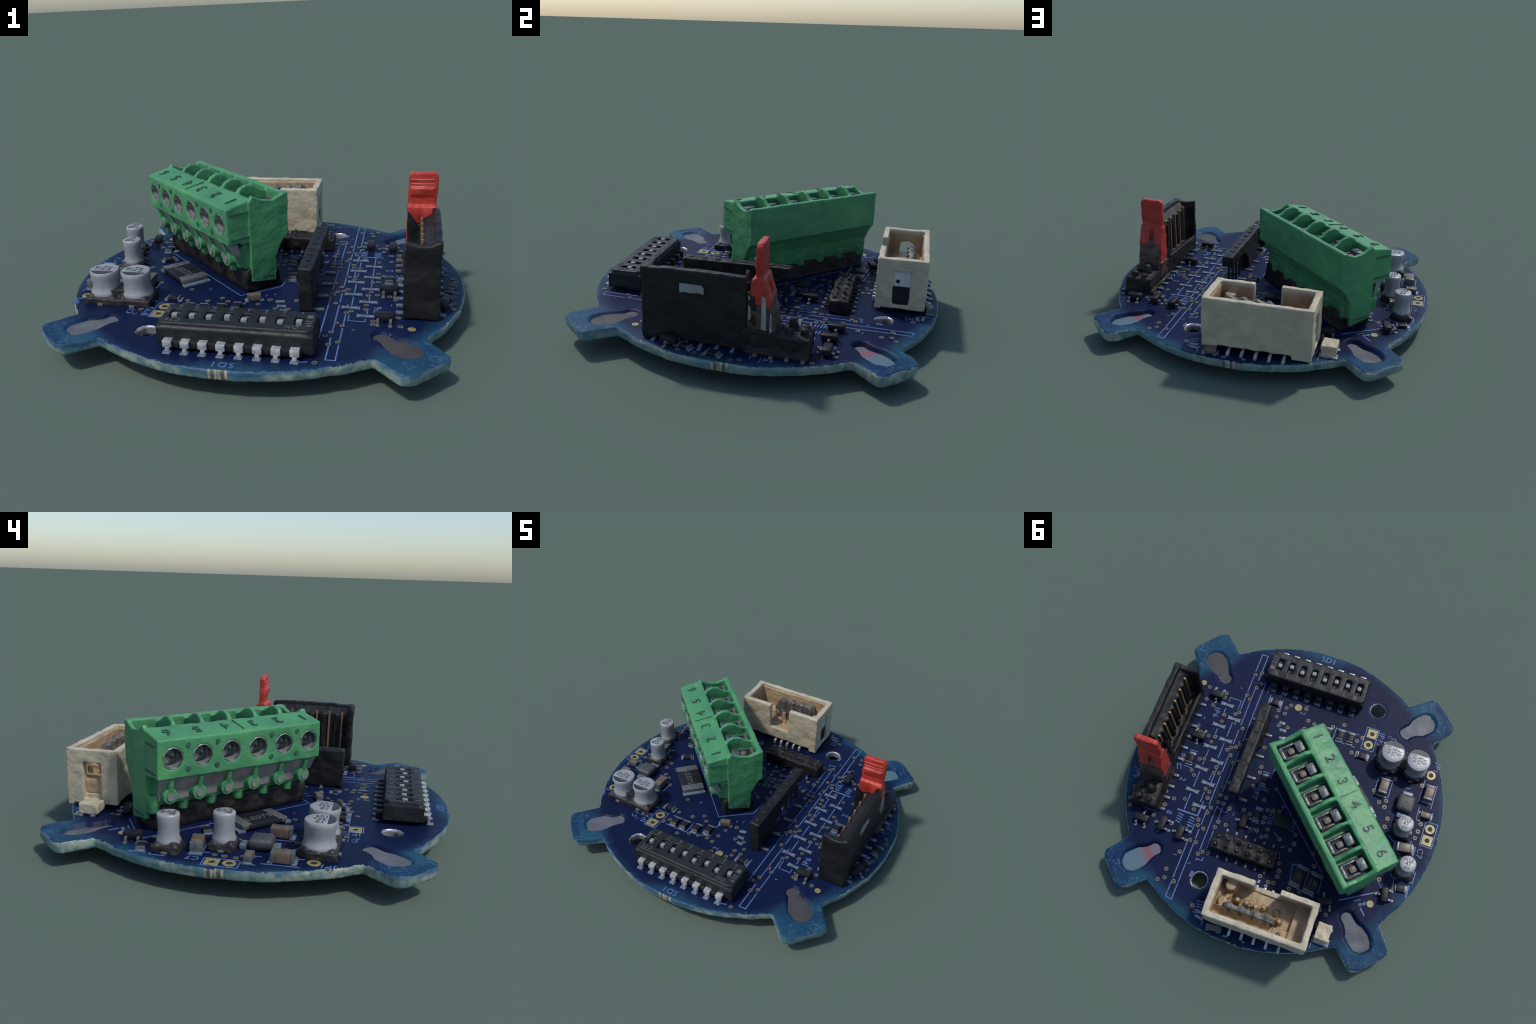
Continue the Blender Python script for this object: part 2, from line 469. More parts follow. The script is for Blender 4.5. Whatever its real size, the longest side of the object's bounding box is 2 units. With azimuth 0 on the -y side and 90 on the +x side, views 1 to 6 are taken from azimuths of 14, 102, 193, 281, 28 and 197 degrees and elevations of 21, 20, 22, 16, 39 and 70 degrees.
# bare pads at the bottom of their hollows
for q, key in ((0, "padred"), (1, "padgrey"), (2, "padgrey"), (3, "padbrown")):
    bm = bmesh.new()
    z = ZT - PAD_DEPTH[q]
    prism(bm, pad_points(q, 1.07), z - 0.012, z + 0.0012, mi=1)
    prism(bm, pad_points(q, 0.98), z - 0.012, z + 0.0032, mi=0)
    bmesh.ops.triangulate(bm, faces=[f for f in bm.faces if len(f.verts) > 4])
    es = [e for e in bm.edges]
    bmesh.ops.subdivide_edges(bm, edges=es, cuts=3, use_grid_fill=True)
    for v in bm.verts:
        v.co.z += 0.002 * noise.noise(Vector((v.co.x * 18, v.co.y * 18, 8)))
    from_bm("mounting_pad", bm, [key, "padrim"], board, smooth=False)

# underside: low parts that the board stands on
bm = bmesh.new()
for x, y, w, d, h in ((0.0, 0.0, 0.50, 0.46, 0.094), (-0.42, 0.25, 0.3, 0.42, 0.05), (0.36, -0.32, 0.36, 0.3, 0.06), (0.25, 0.42, 0.4, 0.2, 0.05),
                      (-0.3, -0.42, 0.3, 0.25, 0.045), (-0.80, 0.28, 0.12, 0.16, 0.035), (0.05, -0.90, 0.13, 0.10, 0.036), (0.1, 0.84, 0.5, 0.14, 0.03), (0.8, 0.2, 0.14, 0.3, 0.03)):
    boxc(bm, x, y, w, d, Z0 - h, Z0 + 0.003, 0.008)
from_bm("underside_part", bm, "under", board, kind="stuff")

# ------------------------------------------------------------------ vias and through-hole pads
VIAS = [(0.577,-0.501),(0.577,-0.468),(0.685,-0.419),(0.631,-0.392),(0.444,-0.534),(0.417,-0.510),(0.536,-0.351),(0.470,-0.378),(0.450,-0.399),
 (0.535,-0.302),(0.390,-0.299),(0.668,-0.225),(0.638,-0.188),(0.579,-0.179),(0.536,-0.188),(0.548,-0.146),(0.365,-0.188),(0.385,-0.165),
 (0.414,-0.152),(0.432,-0.128),(0.399,-0.101),(0.362,-0.057),(0.683,-0.001),(0.676,0.029),(0.576,-0.012),(0.548,-0.022),(0.455,0.006),
 (0.457,0.046),(0.424,0.037),(0.596,0.075),(0.570,0.101),(0.697,0.184),(0.695,0.257),(0.631,0.286),(0.565,0.266),(0.468,0.162),
 (0.438,0.173),(0.433,0.214),(0.363,0.168),(0.324,0.174),(0.360,0.217),(0.326,0.216),(0.281,0.233),(0.391,0.266),(0.401,0.302),
 (0.488,0.311),(0.436,0.363),(0.426,0.397),(0.388,0.406),(0.584,0.439),(0.670,0.341),(0.710,0.425),(0.315,0.335),(0.192,0.211),
 (0.148,0.227),(0.265,0.338),(0.323,0.373),(0.209,-0.221),(0.185,-0.091),(0.181,-0.053),(0.191,0.044),(0.046,0.017),(0.096,0.108),
 (0.052,0.214),(0.053,0.247),(0.052,0.162),(0.018,0.155),(0.071,0.307),(0.010,0.280),(0.004,0.323),(0.031,0.337),(0.208,-0.451),
 (0.176,-0.398),(0.437,0.499),(0.400,0.500),(0.359,0.562),(0.337,0.542),(0.304,0.539),(0.164,0.334),(-0.163,0.255),(-0.173,0.312),
 (-0.162,0.355),(-0.079,0.314),(-0.301,0.330),(-0.330,0.401),(-0.123,0.457),(-0.141,0.499),(-0.142,0.534),(-0.101,0.583),(-0.132,0.578),
 (-0.231,0.581),(-0.044,0.566),(0.277,0.863),(-0.487,0.653),(-0.297,0.575),(-0.018,0.147),(0.443,-0.691),(0.405,-0.717),(0.383,-0.641),
 (0.403,-0.604),(0.697,-0.506),(0.470,0.587),(0.507,0.711),(0.498,0.763),(0.532,0.786),(0.437,0.766),(0.145,-0.559),(0.167,-0.532),
 (0.211,-0.497),(0.165,-0.490),(0.116,-0.402),(0.043,-0.566),(0.003,-0.492),(-0.041,-0.482),(-0.161,-0.504),(-0.227,-0.540)]
VIAS2 = [(-0.327,-0.374),(-0.337,-0.462),(-0.364,-0.496),(-0.642,-0.294),(-0.815,-0.309),(-0.538,-0.178),(-0.588,-0.115),(-0.628,-0.137),(-0.629,-0.096),
 (-0.849,-0.090),(-0.872,-0.064),(-0.867,-0.013),(-0.861,0.032),(-0.667,-0.030),(-0.665,0.025),(-0.726,0.348),(-0.348,-0.240),(-0.227,-0.365),
 (-0.164,-0.321),(-0.127,-0.356),(-0.103,-0.491),(0.011,-0.431),(0.025,-0.366),(0.072,-0.306),(-0.519,-0.505),(0.370,-0.878),(0.943,0.082),
 (0.959,0.040),(0.937,-0.141),(0.935,-0.226),(0.945,-0.098),(0.877,0.416)]
bm = bmesh.new()
for i, (x, y) in enumerate(VIAS + VIAS2):
    r = 0.0128 + 0.0018 * noise.noise(Vector((x * 31, y * 31, 0)))
    ring(bm, x, y, 0.0066, r, ZT - 0.003, ZT + 0.0022)
    cyl(bm, x, y, 0.0070, ZT - 0.003, ZT + 0.0009, 12, mi=1)
from_bm("via", bm, ["via", "hole"], board, smooth=False, kind="stuff")

bm = bmesh.new()
for x, y, square in ((-0.417, -0.539, 1), (-0.414, -0.459, 0), (-0.934, -0.051, 0), (-0.935, 0.024, 1), (-0.849, -0.392, 0)):
    if square:
        plate(bm, [(x - .031, y - .031), (x + .031, y - .031), (x + .031, y + .031), (x - .031, y + .031)], [circle(x, y, .015, 16)], ZT - .003, ZT + .0025)
    else:
        ring(bm, x, y, 0.015, 0.030, ZT - 0.003, ZT + 0.0025, 24)
    cyl(bm, x, y, 0.0152, ZT - 0.003, ZT + 0.001, 16, mi=1)
from_bm("solder_eye", bm, ["gold", "hole"], board, smooth=False)
bm = bmesh.new()
for x, y, r in ((0.095, -0.559, 0.024), (-0.716, 0.506, 0.021), (0.745, -0.524, 0.018)):
    cyl(bm, x, y, r, ZT - 0.003, ZT + 0.0022, 24)
from_bm("fiducial_mark", bm, "gold", board, smooth=False)

# ------------------------------------------------------------------ silkscreen
bm = bmesh.new()
def line(*pts, w=0.0055):
    for (x0, y0), (x1, y1) in zip(pts, pts[1:]):
        d = math.hypot(x1 - x0, y1 - y0)
        mtx = Matrix.Translation(((x0 + x1) / 2, (y0 + y1) / 2, ZT)) @ Matrix.Rotation(math.atan2(y1 - y0, x1 - x0), 4, "Z")
        box(bm, -d / 2 - w / 2, d / 2 + w / 2, -w / 2, w / 2, -0.002, 0.0015 + random.uniform(0, 2e-4), mtx=mtx)
def dashes(x, ys, w=0.0062):
    for a, b in zip(ys[::2], ys[1::2]):
        line((x, a), (x, b), w=w)
# the two long guide lines with short ends
dashes(0.449, [-0.848, -0.715, -0.67, -0.56, -0.53, -0.42, -0.47, -0.475, -0.34, -0.31, -0.03, 0.0, 0.02, 0.03])
dashes(0.449, [0.055, 0.14, 0.245, 0.30, 0.40, 0.46, 0.515, 0.745, 0.775, 0.862])
dashes(0.409, [-0.848, -0.735, -0.70, -0.66, -0.59, -0.525, -0.49, -0.32, -0.28, -0.18, -0.085, 0.02, 0.055, 0.25, 0.285, 0.385, 0.42, 0.48, 0.515, 0.870])
line((0.449, -0.849), (0.408, -0.849)); line((0.449, 0.862), (0.409, 0.871))
dashes(0.3585, [-0.660, -0.215, -0.14, -0.075, -0.04, 0.14, 0.241, 0.537, 0.592, 0.602])
dashes(0.322, [-0.74, -0.60, 0.241, 0.316, 0.40, 0.52, 0.575, 0.594])
line((0.358, 0.594), (0.322, 0.594))
line((0.541, -0.450), (0.541, -0.480), (0.465, -0.480), (0.465, -0.415))
line((0.580, 0.342), (0.451, 0.342), (0.449, 0.300), w=0.009)
dashes(0.544, [-0.397, -0.369, -0.244, -0.210, -0.087, -0.042, -0.003, 0.017, 0.067, 0.173, 0.224, 0.329])
dashes(0.467, [-0.317, -0.216, -0.164, -0.058, 0.065, 0.096, 0.186, 0.250])
# terminal block frame, turned 45 degrees
def fr(a, d):
    return ((a + d) / math.sqrt(2), (-a + d) / math.sqrt(2))
line(fr(-0.83, -0.255), fr(0.140, -0.255), w=0.004)
line(fr(0.140, -0.255), fr(0.165, -0.03), fr(0.10, 0.05))
line(fr(-0.83, -0.255), fr(-0.765, 0.005), w=0.007)
line(fr(-0.57, 0.025), fr(0.02, 0.04), w=0.004)
# pad and part frames
def frame(x0, x1, y0, y1, w=0.005):
    line((x0, y0), (x1, y0), (x1, y1), (x0, y1), (x0, y0), w=w)
frame(-0.454, -0.374, -0.577, -0.422); frame(-0.973, -0.898, -0.092, 0.064)
line((-0.632, -0.160), (-0.540, -0.160)); line((-0.540, -0.27), (-0.540, -0.19)); line((-0.632, -0.275), (-0.632, -0.16)); line((-0.632, -0.275), (-0.555, -0.278))
line((-0.905, -0.335), (-0.905, -0.180)); line((-0.822, -0.350), (-0.822, -0.200))
line((-0.925, -0.155), (-0.925, -0.10)); line((-0.835, -0.165), (-0.835, -0.095))
line((-0.70, 0.03), (-0.71, 0.075), (-0.735, 0.092), (-0.845, 0.092), (-0.845, 0.06))
line((-0.775, 0.27), (-0.79, 0.305), (-0.92, 0.305), (-0.922, 0.236))
line((-0.88, 0.145), (-0.88, 0.085)); line((-0.74, 0.155), (-0.80, 0.160))
line((-0.81, 0.31), (-0.81, 0.405)); line((-0.905, 0.33), (-0.905, 0.40), w=0.009)
line((-0.185, -0.505), (-0.185, -0.415)); line((-0.335, -0.505), (-0.185, -0.505)); line((-0.335, -0.415), (-0.205, -0.415))
line((-0.10, -0.485), (-0.03, -0.455)); line((-0.04, -0.345), (-0.04, -0.375))
line((0.205, -0.575), (0.205, -0.51)); line((0.295, -0.580), (0.295, -0.505), w=0.007)
for y in (-0.052, 0.062):
    line((0.605, y), (0.655, y)); line((0.112, y - 0.015), (0.160, y - 0.015))
for y in (0.165, 0.265):
    line((0.078, y), (0.125, y))
line((-0.205, 0.43), (-0.312, 0.43), (-0.312, 0.565)); line((-0.205, 0.43), (-0.225, 0.56)); line((-0.315, 0.44), (-0.40, 0.44), (-0.405, 0.55))
line((0.685, 0.095), (0.70, 0.065), (0.675, 0.06), (0.665, 0.09)); line((0.70, 0.40), (0.78, 0.40))
line((0.19, 0.90), (0.185, 0.95)); line((-0.455, 0.815), (-0.455, 0.86)); line((0.352, 0.68), (0.356, 0.70), w=0.016)
line((-0.075, 0.445), (-0.115, 0.425), (-0.105, 0.395)); line((-0.105, 0.36), (-0.13, 0.34)); line((-0.06, 0.30), (-0.035, 0.285))
line((0.34, -0.875), (0.31, -0.885), (0.305, -0.90))
line((0.04, 0.45), (0.06, 0.43)); line((-0.67, 0.55), (-0.70, 0.58), w=0.008); line((-0.655, 0.535), (-0.68, 0.515), w=0.007)
line((0.36, 0.245), (0.31, 0.265), (0.29, 0.262), (0.285, 0.245))
for k in range(4):
    for x in (0.552, 0.476):                # two comb-like rows of short strokes
        line((x + 0.014, 0.362 + 0.017 * k), (x - 0.014, 0.367 + 0.017 * k), w=0.007)
for k in range(5):
    line((0.222, 0.825 + 0.017 * k), (0.262, 0.828 + 0.017 * k), w=0.006)
for k in range(60):                          # tiny leftovers of lettering between the parts
    a, r = random.uniform(0, 2 * PI), 0.90 * math.sqrt(random.random())
    x, y = r * math.cos(a), r * math.sin(a)
    if any(math.hypot(x - hx, y - hy) < hr + 0.03 for hx, hy, hr in HOLES):
        continue
    d = 0.008 + 0.010 * random.random()
    line((x, y), (x + d * random.choice((0, 1)), y + d * random.choice((0, 1))), w=0.005)
from_bm("silkscreen_line", bm, "silk", board, smooth=False, kind="stuff")

S = (ZT - 0.002, ZS + 0.0006)
texts("printed_lettering", [
    ("SD1", 0.010, -0.952, 0.056, 180, *S), ("JP6", 0.592, -0.350, 0.052, 90, *S), ("JP9", 0.918, 0.205, 0.050, 90, *S), ("1", 0.905, 0.125, 0.05, 90, *S),
    ("2", 0.628, 0.150, 0.052, 90, *S), ("8", 0.627, 0.378, 0.05, 90, *S), ("JP7", 0.160, 0.090, 0.05, 90, *S), ("JP13", -0.478, -0.520, 0.050, 90, *S),
    ("C7", -0.912, 0.115, 0.050, 90, *S), ("JP1", -0.872, -0.450, 0.048, 80, *S), ("JP1", 0.085, 0.315, 0.045, 180, *S), ("1", 0.045, -0.585, 0.04, 100, *S),
    ("2", 0.055, -0.530, 0.048, 90, *S), ("1", -0.635, 0.512, 0.06, 120, *S), ("2", -0.672, 0.522, 0.055, 120, *S), ("L1", -0.735, -0.245, 0.045, 90, *S),
    ("V", 0.105, 0.045, 0.05, 100, *S), ("C1", -0.56, -0.53, 0.045, 90, *S), ("C", -0.53, -0.555, 0.03, 90, *S), ("V", -0.03, 0.11, 0.045, 45, *S)], "silk", board)

# silver solder bridges: bow-tie shaped pads in two columns
bm = bmesh.new()
bow = [(-0.045, -0.013), (0.0, -0.007), (0.045, -0.013), (0.040, 0.0), (0.045, 0.013), (0.0, 0.008), (-0.045, 0.013), (-0.040, 0.0)]
prism(bm, bow, -0.002, 0.0045)
bmesh.ops.triangulate(bm, faces=[f for f in bm.faces if len(f.verts) > 4])
bow_o = from_bm("solder_bridge", bm, "solder", board, smooth=False)
bow_o.location = (0.542, -0.424, ZT)
for x, y0 in ((0.542, -0.424), (0.465, -0.342)):
    for k in range(5):
        if (x, k) != (0.542, 0):
            repeat(bow_o, (x, y0 + k * 0.1555, ZT), random.uniform(-0.06, 0.06))

# ------------------------------------------------------------------ small surface-mount parts
def smd(name, w, d, h, body, end, endw=0.26, bev=0.004, marks=False):
    """Two-ended chip lying along x on its pads."""
    bm = bmesh.new()
    box(bm, -w / 2 * (1 - endw), w / 2 * (1 - endw), -d / 2, d / 2, 0.002, h, bev, 0)
    for s in (-1, 1):
        x0, x1 = sorted((s * w / 2 * (1 - endw * 1.25), s * w / 2))
        box(bm, x0, x1, -d / 2 - 0.002, d / 2 + 0.002, 0.001, h + 0.0015, bev, 1)
        x0, x1 = sorted((s * w * 0.40, s * (w / 2 + 0.013)))
        box(bm, x0, x1, -d / 2 - 0.003, d / 2 + 0.003, -0.003, 0.006, 0.002, 2)
    return from_bm(name, bm, [body, end, "solder"], root)

def place(o, spots):
    for i, (x, y, rot) in enumerate(spots):
        if i == 0:
            o.location, o.rotation_euler = (x, y, ZT), (0, 0, math.radians(rot))
        else:
            repeat(o, (x, y, ZT), math.radians(rot))

place(smd("chip_resistor", 0.066, 0.040, 0.018, "chip", "tin"),
      [(0.630, 0.005, 90), (0.136, -0.010, 90), (0.102, 0.214, 90), (-0.224, -0.459, 90), (-0.292, -0.460, 90), (-0.397, -0.372, 0), (-0.141, -0.447, 90), (-0.068, -0.420, 90), (0.250, -0.543, 0), (-0.857, 0.362, 10), (-0.604, 0.139, 30), (-0.66, 0.30, 90), (0.93, -0.05, 80), (0.90, -0.20, 70)])
place(smd("ceramic_capacitor", 0.100, 0.054, 0.050, "ceramic", "tin"), [(-0.586, -0.213, 90), (-0.864, -0.263, 90), (-0.812, 0.121, 8)])
place(smd("small_capacitor", 0.066, 0.036, 0.034, "ceramic", "tin"), [(-0.883, -0.122, 0), (-0.004, -0.318, 20), (0.111, 0.943, 10)])
place(smd("power_resistor", 0.118, 0.068, 0.022, "chip", "tin", 0.2), [(-0.262, 0.492, 82), (-0.357, 0.507, 82)])
texts("resistor_marking", [("0", -0.262, 0.492, 0.05, 180, ZT + 0.021, ZT + 0.0232), ("1R", -0.357, 0.507, 0.045, 180, ZT + 0.021, ZT + 0.0232)], "paleink", root)

def sot(name):
    bm = bmesh.new()
    box(bm, -0.044, 0.044, -0.022, 0.022, 0.010, 0.044, 0.008, 0)
    for x, s in ((-0.028, 1), (0.028, 1), (0.0, -1)):
        y0, y1 = sorted((s * 0.018, s * 0.036))
        box(bm, x - 0.007, x + 0.007, y0, y1, 0.018, 0.026, 0.003, 1)
        y0, y1 = sorted((s * 0.033, s * 0.040))
        box(bm, x - 0.007, x + 0.007, y0, y1, 0.002, 0.026, 0.003, 1)
        y0, y1 = sorted((s * 0.034, s * 0.058))
        box(bm, x - 0.009, x + 0.009, y0, y1, -0.002, 0.007, 0.003, 1)
    return from_bm(name, bm, ["chip", "tin"], root)
place(sot("transistor"), [(0.625, -0.463, 180), (0.636, -0.152, 180), (0.765, 0.470, 0), (0.632, 0.462, 90), (0.509, 0.481, 90), (-0.779, 0.430, 100), (-0.456, 0.585, 20), (0.165, 0.285, 90), (0.885, -0.285, 75)])

bm = bmesh.new()                              # fine-pitch chip beside the terminal block
box(bm, -0.112, 0.0, 0.165, 0.250, ZT - 0.002, ZT + 0.022, 0.006, 0)
for k in range(5):
    for x0 in (0.005, 0.024, -0.118, -0.137):
        box(bm, x0 - 0.006, x0 + 0.006, 0.172 + 0.0165 * k, 0.179 + 0.0165 * k, ZT - 0.002, ZT + 0.004, 0, 1)
from_bm("logic_chip", bm, ["chip", "solder"], root)

bm = bmesh.new()                              # loose tinned pads
for x, y, w, d in ((0.125, -0.320, .045, .022), (0.140, -0.372, .045, .022), (0.16, -0.42, .04, .02), (-0.045, 0.600, .018, .022), (-0.095, 0.612, .02, .02), (0.225, 0.885, .05, .02),
                   (0.215, 0.915, .06, .018), (0.083, 0.955, .02, .02), (0.03, 0.965, .03, .012), (-0.08, 0.962, .02, .012), (0.93, -0.02, .025, .02), (0.90, -0.13, .03, .02), (0.89, -0.25, .02, .03), (0.86, -0.33, .03, .02), (-0.62, 0.30, .03, .03)):
    boxc(bm, x, y, w, d, ZT - 0.003, ZT + 0.004, 0.002, rot=random.uniform(-0.2, 0.2))
from_bm("solder_pad", bm, "solder", board, kind="stuff")

bm = bmesh.new()                              # shielded inductor
box(bm, -0.795, -0.690, -0.205, -0.095, ZT + 0.004, 0.196, 0.020, 0, 3)
for y in (-0.222, -0.078):
    box(bm, -0.775, -0.710, y - 0.012, y + 0.022, ZT - 0.002, ZT + 0.02, 0.004, 1)
o = from_bm("inductor", bm, ["inductor", "solder"], root)
for v in o.data.vertices:
    v.co += Vector((1, 1, 1)) * 0.004 * noise.noise(v.co * 25)

G45 = Matrix.Rotation(-PI / 4, 4, "Z")        # terminal block frame: x runs 6 -> 1, y runs front -> back
bm = bmesh.new()                              # big flat fuse next to the terminal block
box(bm, -0.362, -0.165, -0.440, -0.285, ZT + 0.006, 0.172, 0.010, 0)
for x0, x1 in ((-0.392, -0.335), (-0.192, -0.135)):
    box(bm, x0, x1, -0.436, -0.289, ZT + 0.008, 0.1735, 0.008, 1)
for x0, x1 in ((-0.415, -0.375), (-0.150, -0.112)):
    box(bm, x0, x1, -0.438, -0.287, ZT - 0.003, ZT + 0.012, 0.004, 2)
me_o = from_bm("resettable_fuse", bm, ["chip", "tin", "solder"], root)
me_o.matrix_world = G45
t = texts("fuse_marking", [("LE075", -0.2635, -0.372, 0.055, 0, 0.170, 0.1732)], "paleink", root)
t.matrix_world = G45

# ------------------------------------------------------------------ electrolytic capacitors
def can(name, r, top):
    bm = bmesh.new()
    h = top - ZT
    w = 0.93
    lathe(bm, 0, 0, [(r * .2, 0.012), (r * .95, 0.014), (r * 1.05, 0.034), (r * 1.08, 0.045), (r * 1.02, 0.054), (r * w, 0.072), (r * (w - .015), h * .55), (r * (w + .02), h * .72),
                     (r * 1.0, h * .86), (r * 1.0, h * .945), (r * .965, h * .985), (r * .90, h), (r * .5, h + .001)], 40, 0)
    s = r * 1.12
    pts = [(-s, -s), (s * .55, -s), (s, -s * .55), (s, s * .55), (s * .55, s), (-s, s)]
    for sx in (-1, 1):
        x0, x1 = sorted((sx * s * .7, sx * s * 1.22))
        box(bm, x0, x1, -0.014, 0.014, -0.003, 0.010, 0.003, 2)
    o = from_bm(name, bm, ["alu", "brownblack", "tin"], root, angle=40)
    lumps(o.data, lambda p: 0.0022 * noise.noise(p * 30))
    return o

def crescent(r):
    return [(r * math.cos(a), r * math.sin(a)) for a in [math.radians(-150 + 120 * i / 14) for i in range(15)]]

for x, y, r, top, lines in ((-0.570, -0.402, 0.072, 0.303, 1), (-0.735, -0.400, 0.072, 0.301, 1), (-0.766, 0.014, 0.050, 0.306, 0), (-0.844, 0.242, 0.050, 0.303, 0)):
    c = can("electrolytic_capacitor", r, top)
    c.location = (x, y, ZT)
    c.rotation_euler = (0, 0, PI / 2 if lines else 0)
    bm = bmesh.new()                          # moulded base, corners climbing up the can
    s_ = r * 1.20
    prism(bm, [(-s_, -s_), (s_ * .55, -s_), (s_, -s_ * .55), (s_, s_ * .55), (s_ * .55, s_), (-s_, s_)], -0.004, 0.034)
    for k in range(4):
        a_ = PI / 4 + k * PI / 2
        cyl(bm, r * 1.05 * math.cos(a_), r * 1.05 * math.sin(a_), 0.030, 0.0, 0.047, 10, 0, 0.014)
    cyl(bm, 0, 0, r * 1.30, -0.004, 0.045, 24, 0, r * 0.98)
    if lines and x > -0.6:
        box(bm, -0.05, 0.05, 0.05, 0.12, 0.0, 0.070)
    soften(from_bm("capacitor_base", bm, "canfoot", c), 0.005, 5, 0.006, 22, x * 9)
    z = (top - ZT - 0.003, top - ZT + 0.0022)
    items = [("10", 0, 0.036, 0.036, 0, *z), ("35s.", 0.008, 0.004, 0.036, 0, *z), ("109", -0.004, -0.028, 0.036, 0, *z)] if lines else \
            [("HSE", 0, 0.022, 0.032, 180, *z), ("47", 0, -0.002, 0.032, 180, *z), ("6V", 0, -0.026, 0.030, 180, *z)]
    if not lines:
        items = [(s, x_, -y_, h_, r_, a_, b_) for s, x_, y_, h_, r_, a_, b_ in items]
    texts("can_lettering", items, "canink", c)
    if lines:
        bm = bmesh.new()
        pts = [(r * 0.93 * math.cos(math.radians(a)), r * 0.93 * math.sin(math.radians(a))) for a in range(120, 241, 8)]
        prism(bm, pts, top - ZT - 0.006, top - ZT + 0.0018)
        from_bm("polarity_mark", bm, "canink", c, smooth=False)

# ------------------------------------------------------------------ DIP switch
XS = [0.291 - PITCH * k for k in range(8)]
bm = bmesh.new()
plate(bm, [(-0.298, -0.828), (-0.280, -0.846), (0.340, -0.846), (0.358, -0.828), (0.358, -0.684), (0.340, -0.665), (-0.280, -0.665), (-0.298, -0.684)],
      [[(x - .019, -0.797), (x + .019, -0.797), (x + .019, -0.715), (x - .019, -0.715)] for x in XS], 0.215, 0.262)
box(bm, -0.303, 0.363, -0.856, -0.660, 0.155, 0.240)
sw = from_bm("switch_bank", bm, "switch", root)
soften(sw, 0.0055, 2, 0.0035, 16, 3.0)
LEVER = [-0.752, -0.766, -0.750, -0.768, -0.748, -0.760, -0.757, -0.760]
bm = bmesh.new()
box(bm, -0.0135, 0.0135, -0.0135, 0.0135, 0.232, 0.2625, 0.005)
lev = from_bm("switch_lever", bm, "white", sw)
for k, x in enumerate(XS):
    if k == 0:
        lev.location = (x, LEVER[0], 0)
    else:
        repeat(lev, (x, LEVER[k], 0))
bm = bmesh.new()
for x in XS:
    for s, y in ((-1, -0.860), (1, -0.656)):
        def seg(y0, y1, z0, z1, hw, b=0.004, mi=0):
            a, c = sorted((y + s * -y0 * -1, y + s * y1))
            box(bm, x - hw, x + hw, a, c, z0, z1, b, mi)
        seg(-0.01, 0.024, 0.176, 0.190, 0.020, 0.004, 0 if s < 0 else 1)
        seg(0.014, 0.028, 0.158, 0.190, 0.020, 0.004, 0 if s < 0 else 1)
        seg(0.014, 0.028, 0.136, 0.162, 0.010, 0.004, 0 if s < 0 else 1)
        seg(0.012, 0.046, 0.134, 0.143, 0.018, 0.004, 2)
box(bm, -0.275, 0.318, -0.874, -0.85, 0.152, 0.186, 0.006, 1)
from_bm("switch_lead", bm, ["bright", "switch", "solder"], sw, kind="stuff")
Z = (0.253, 0.2645)
texts("switch_lettering", [("ON", 0.270, -0.818, 0.036, 180, *Z), ("CTS", -0.235, -0.818, 0.036, 180, *Z), ("219", 0.334, -0.780, 0.036, 270, *Z), ("115", -0.286, -0.735, 0.034, 270, *Z)]
      + [(str(k + 1), x + 0.006, -0.688, 0.034, 180, *Z) for k, x in enumerate(XS)], "paleink", sw)
bm = bmesh.new()
box(bm, 0.322, 0.346, -0.732, -0.708, 0.25, 0.2650)
from_bm("switch_dot", bm, "paleink", sw, smooth=False)

# ------------------------------------------------------------------ single-row socket strip
bm = bmesh.new()
box(bm, 0.229, 0.297, -0.425, 0.188, 0.290, 0.357)
prism(bm, [(-0.425, 0.14), (-0.425, 0.31), (0.0, 0.31), (-0.12, 0.272), (-0.19, 0.22), (-0.21, 0.14)], 0.231, 0.296, "yz")
strip = from_bm("socket_strip", bm, "black", root)
soften(strip, 0.006, 2, 0.004, 18, 9.0)
bm = bmesh.new()
for k in range(8):
    y = -0.385 + PITCH * k
    box(bm, 0.252, 0.274, y - 0.011, y + 0.011, 0.34, 0.3605)
from_bm("socket_hole", bm, "hole", strip, kind="stuff", smooth=False)
bm = bmesh.new()
for k in range(8):
    y, s = -0.385 + PITCH * k, (1 if k % 2 == 0 else -1)
    x0, x1 = sorted((0.27 + s * 0.022, 0.27 + s * 0.078))
    box(bm, x0, x1, y - 0.009, y + 0.009, ZT - 0.002, ZT + 0.010, 0.003)
    if y > -0.22:
        box(bm, 0.256, 0.270, y - 0.006, y + 0.006, ZT, 0.30, 0.002, 1)
from_bm("socket_lead", bm, ["tin", "brownblack"], strip, kind="stuff")

# ------------------------------------------------------------------ tall black shrouded header
bm = bmesh.new()
prism(bm, [(-0.435, 0.14), (-0.430, 0.505), (-0.30, 0.512), (0.0, 0.510), (0.088, 0.503), (0.090, 0.14)], 0.826, 0.862, "yz")      # outer wall
prism(bm, [(-0.43, 0.14), (-0.43, 0.240), (0.05, 0.262), (0.05, 0.14)], 0.706, 0.732, "yz")                                      # low inner wall
prism(bm, [(0.706, 0.14), (0.706, 0.505), (0.735, 0.497), (0.78, 0.486), (0.82, 0.490), (0.856, 0.512), (0.856, 0.14)], -0.437, -0.408, "xz")
prism(bm, [(0.706, 0.14), (0.706, 0.490), (0.725, 0.475), (0.750, 0.43), (0.775, 0.37), (0.815, 0.38), (0.835, 0.46), (0.856, 0.50), (0.856, 0.14)], 0.045, 0.072, "xz")
box(bm, 0.708, 0.856, -0.43, 0.065, 0.14, 0.228)
prism(bm, [(0.772, 0.20), (0.780, 0.452), (0.815, 0.478), (0.845, 0.478), (0.845, 0.20)], -0.42, 0.06, "xz")
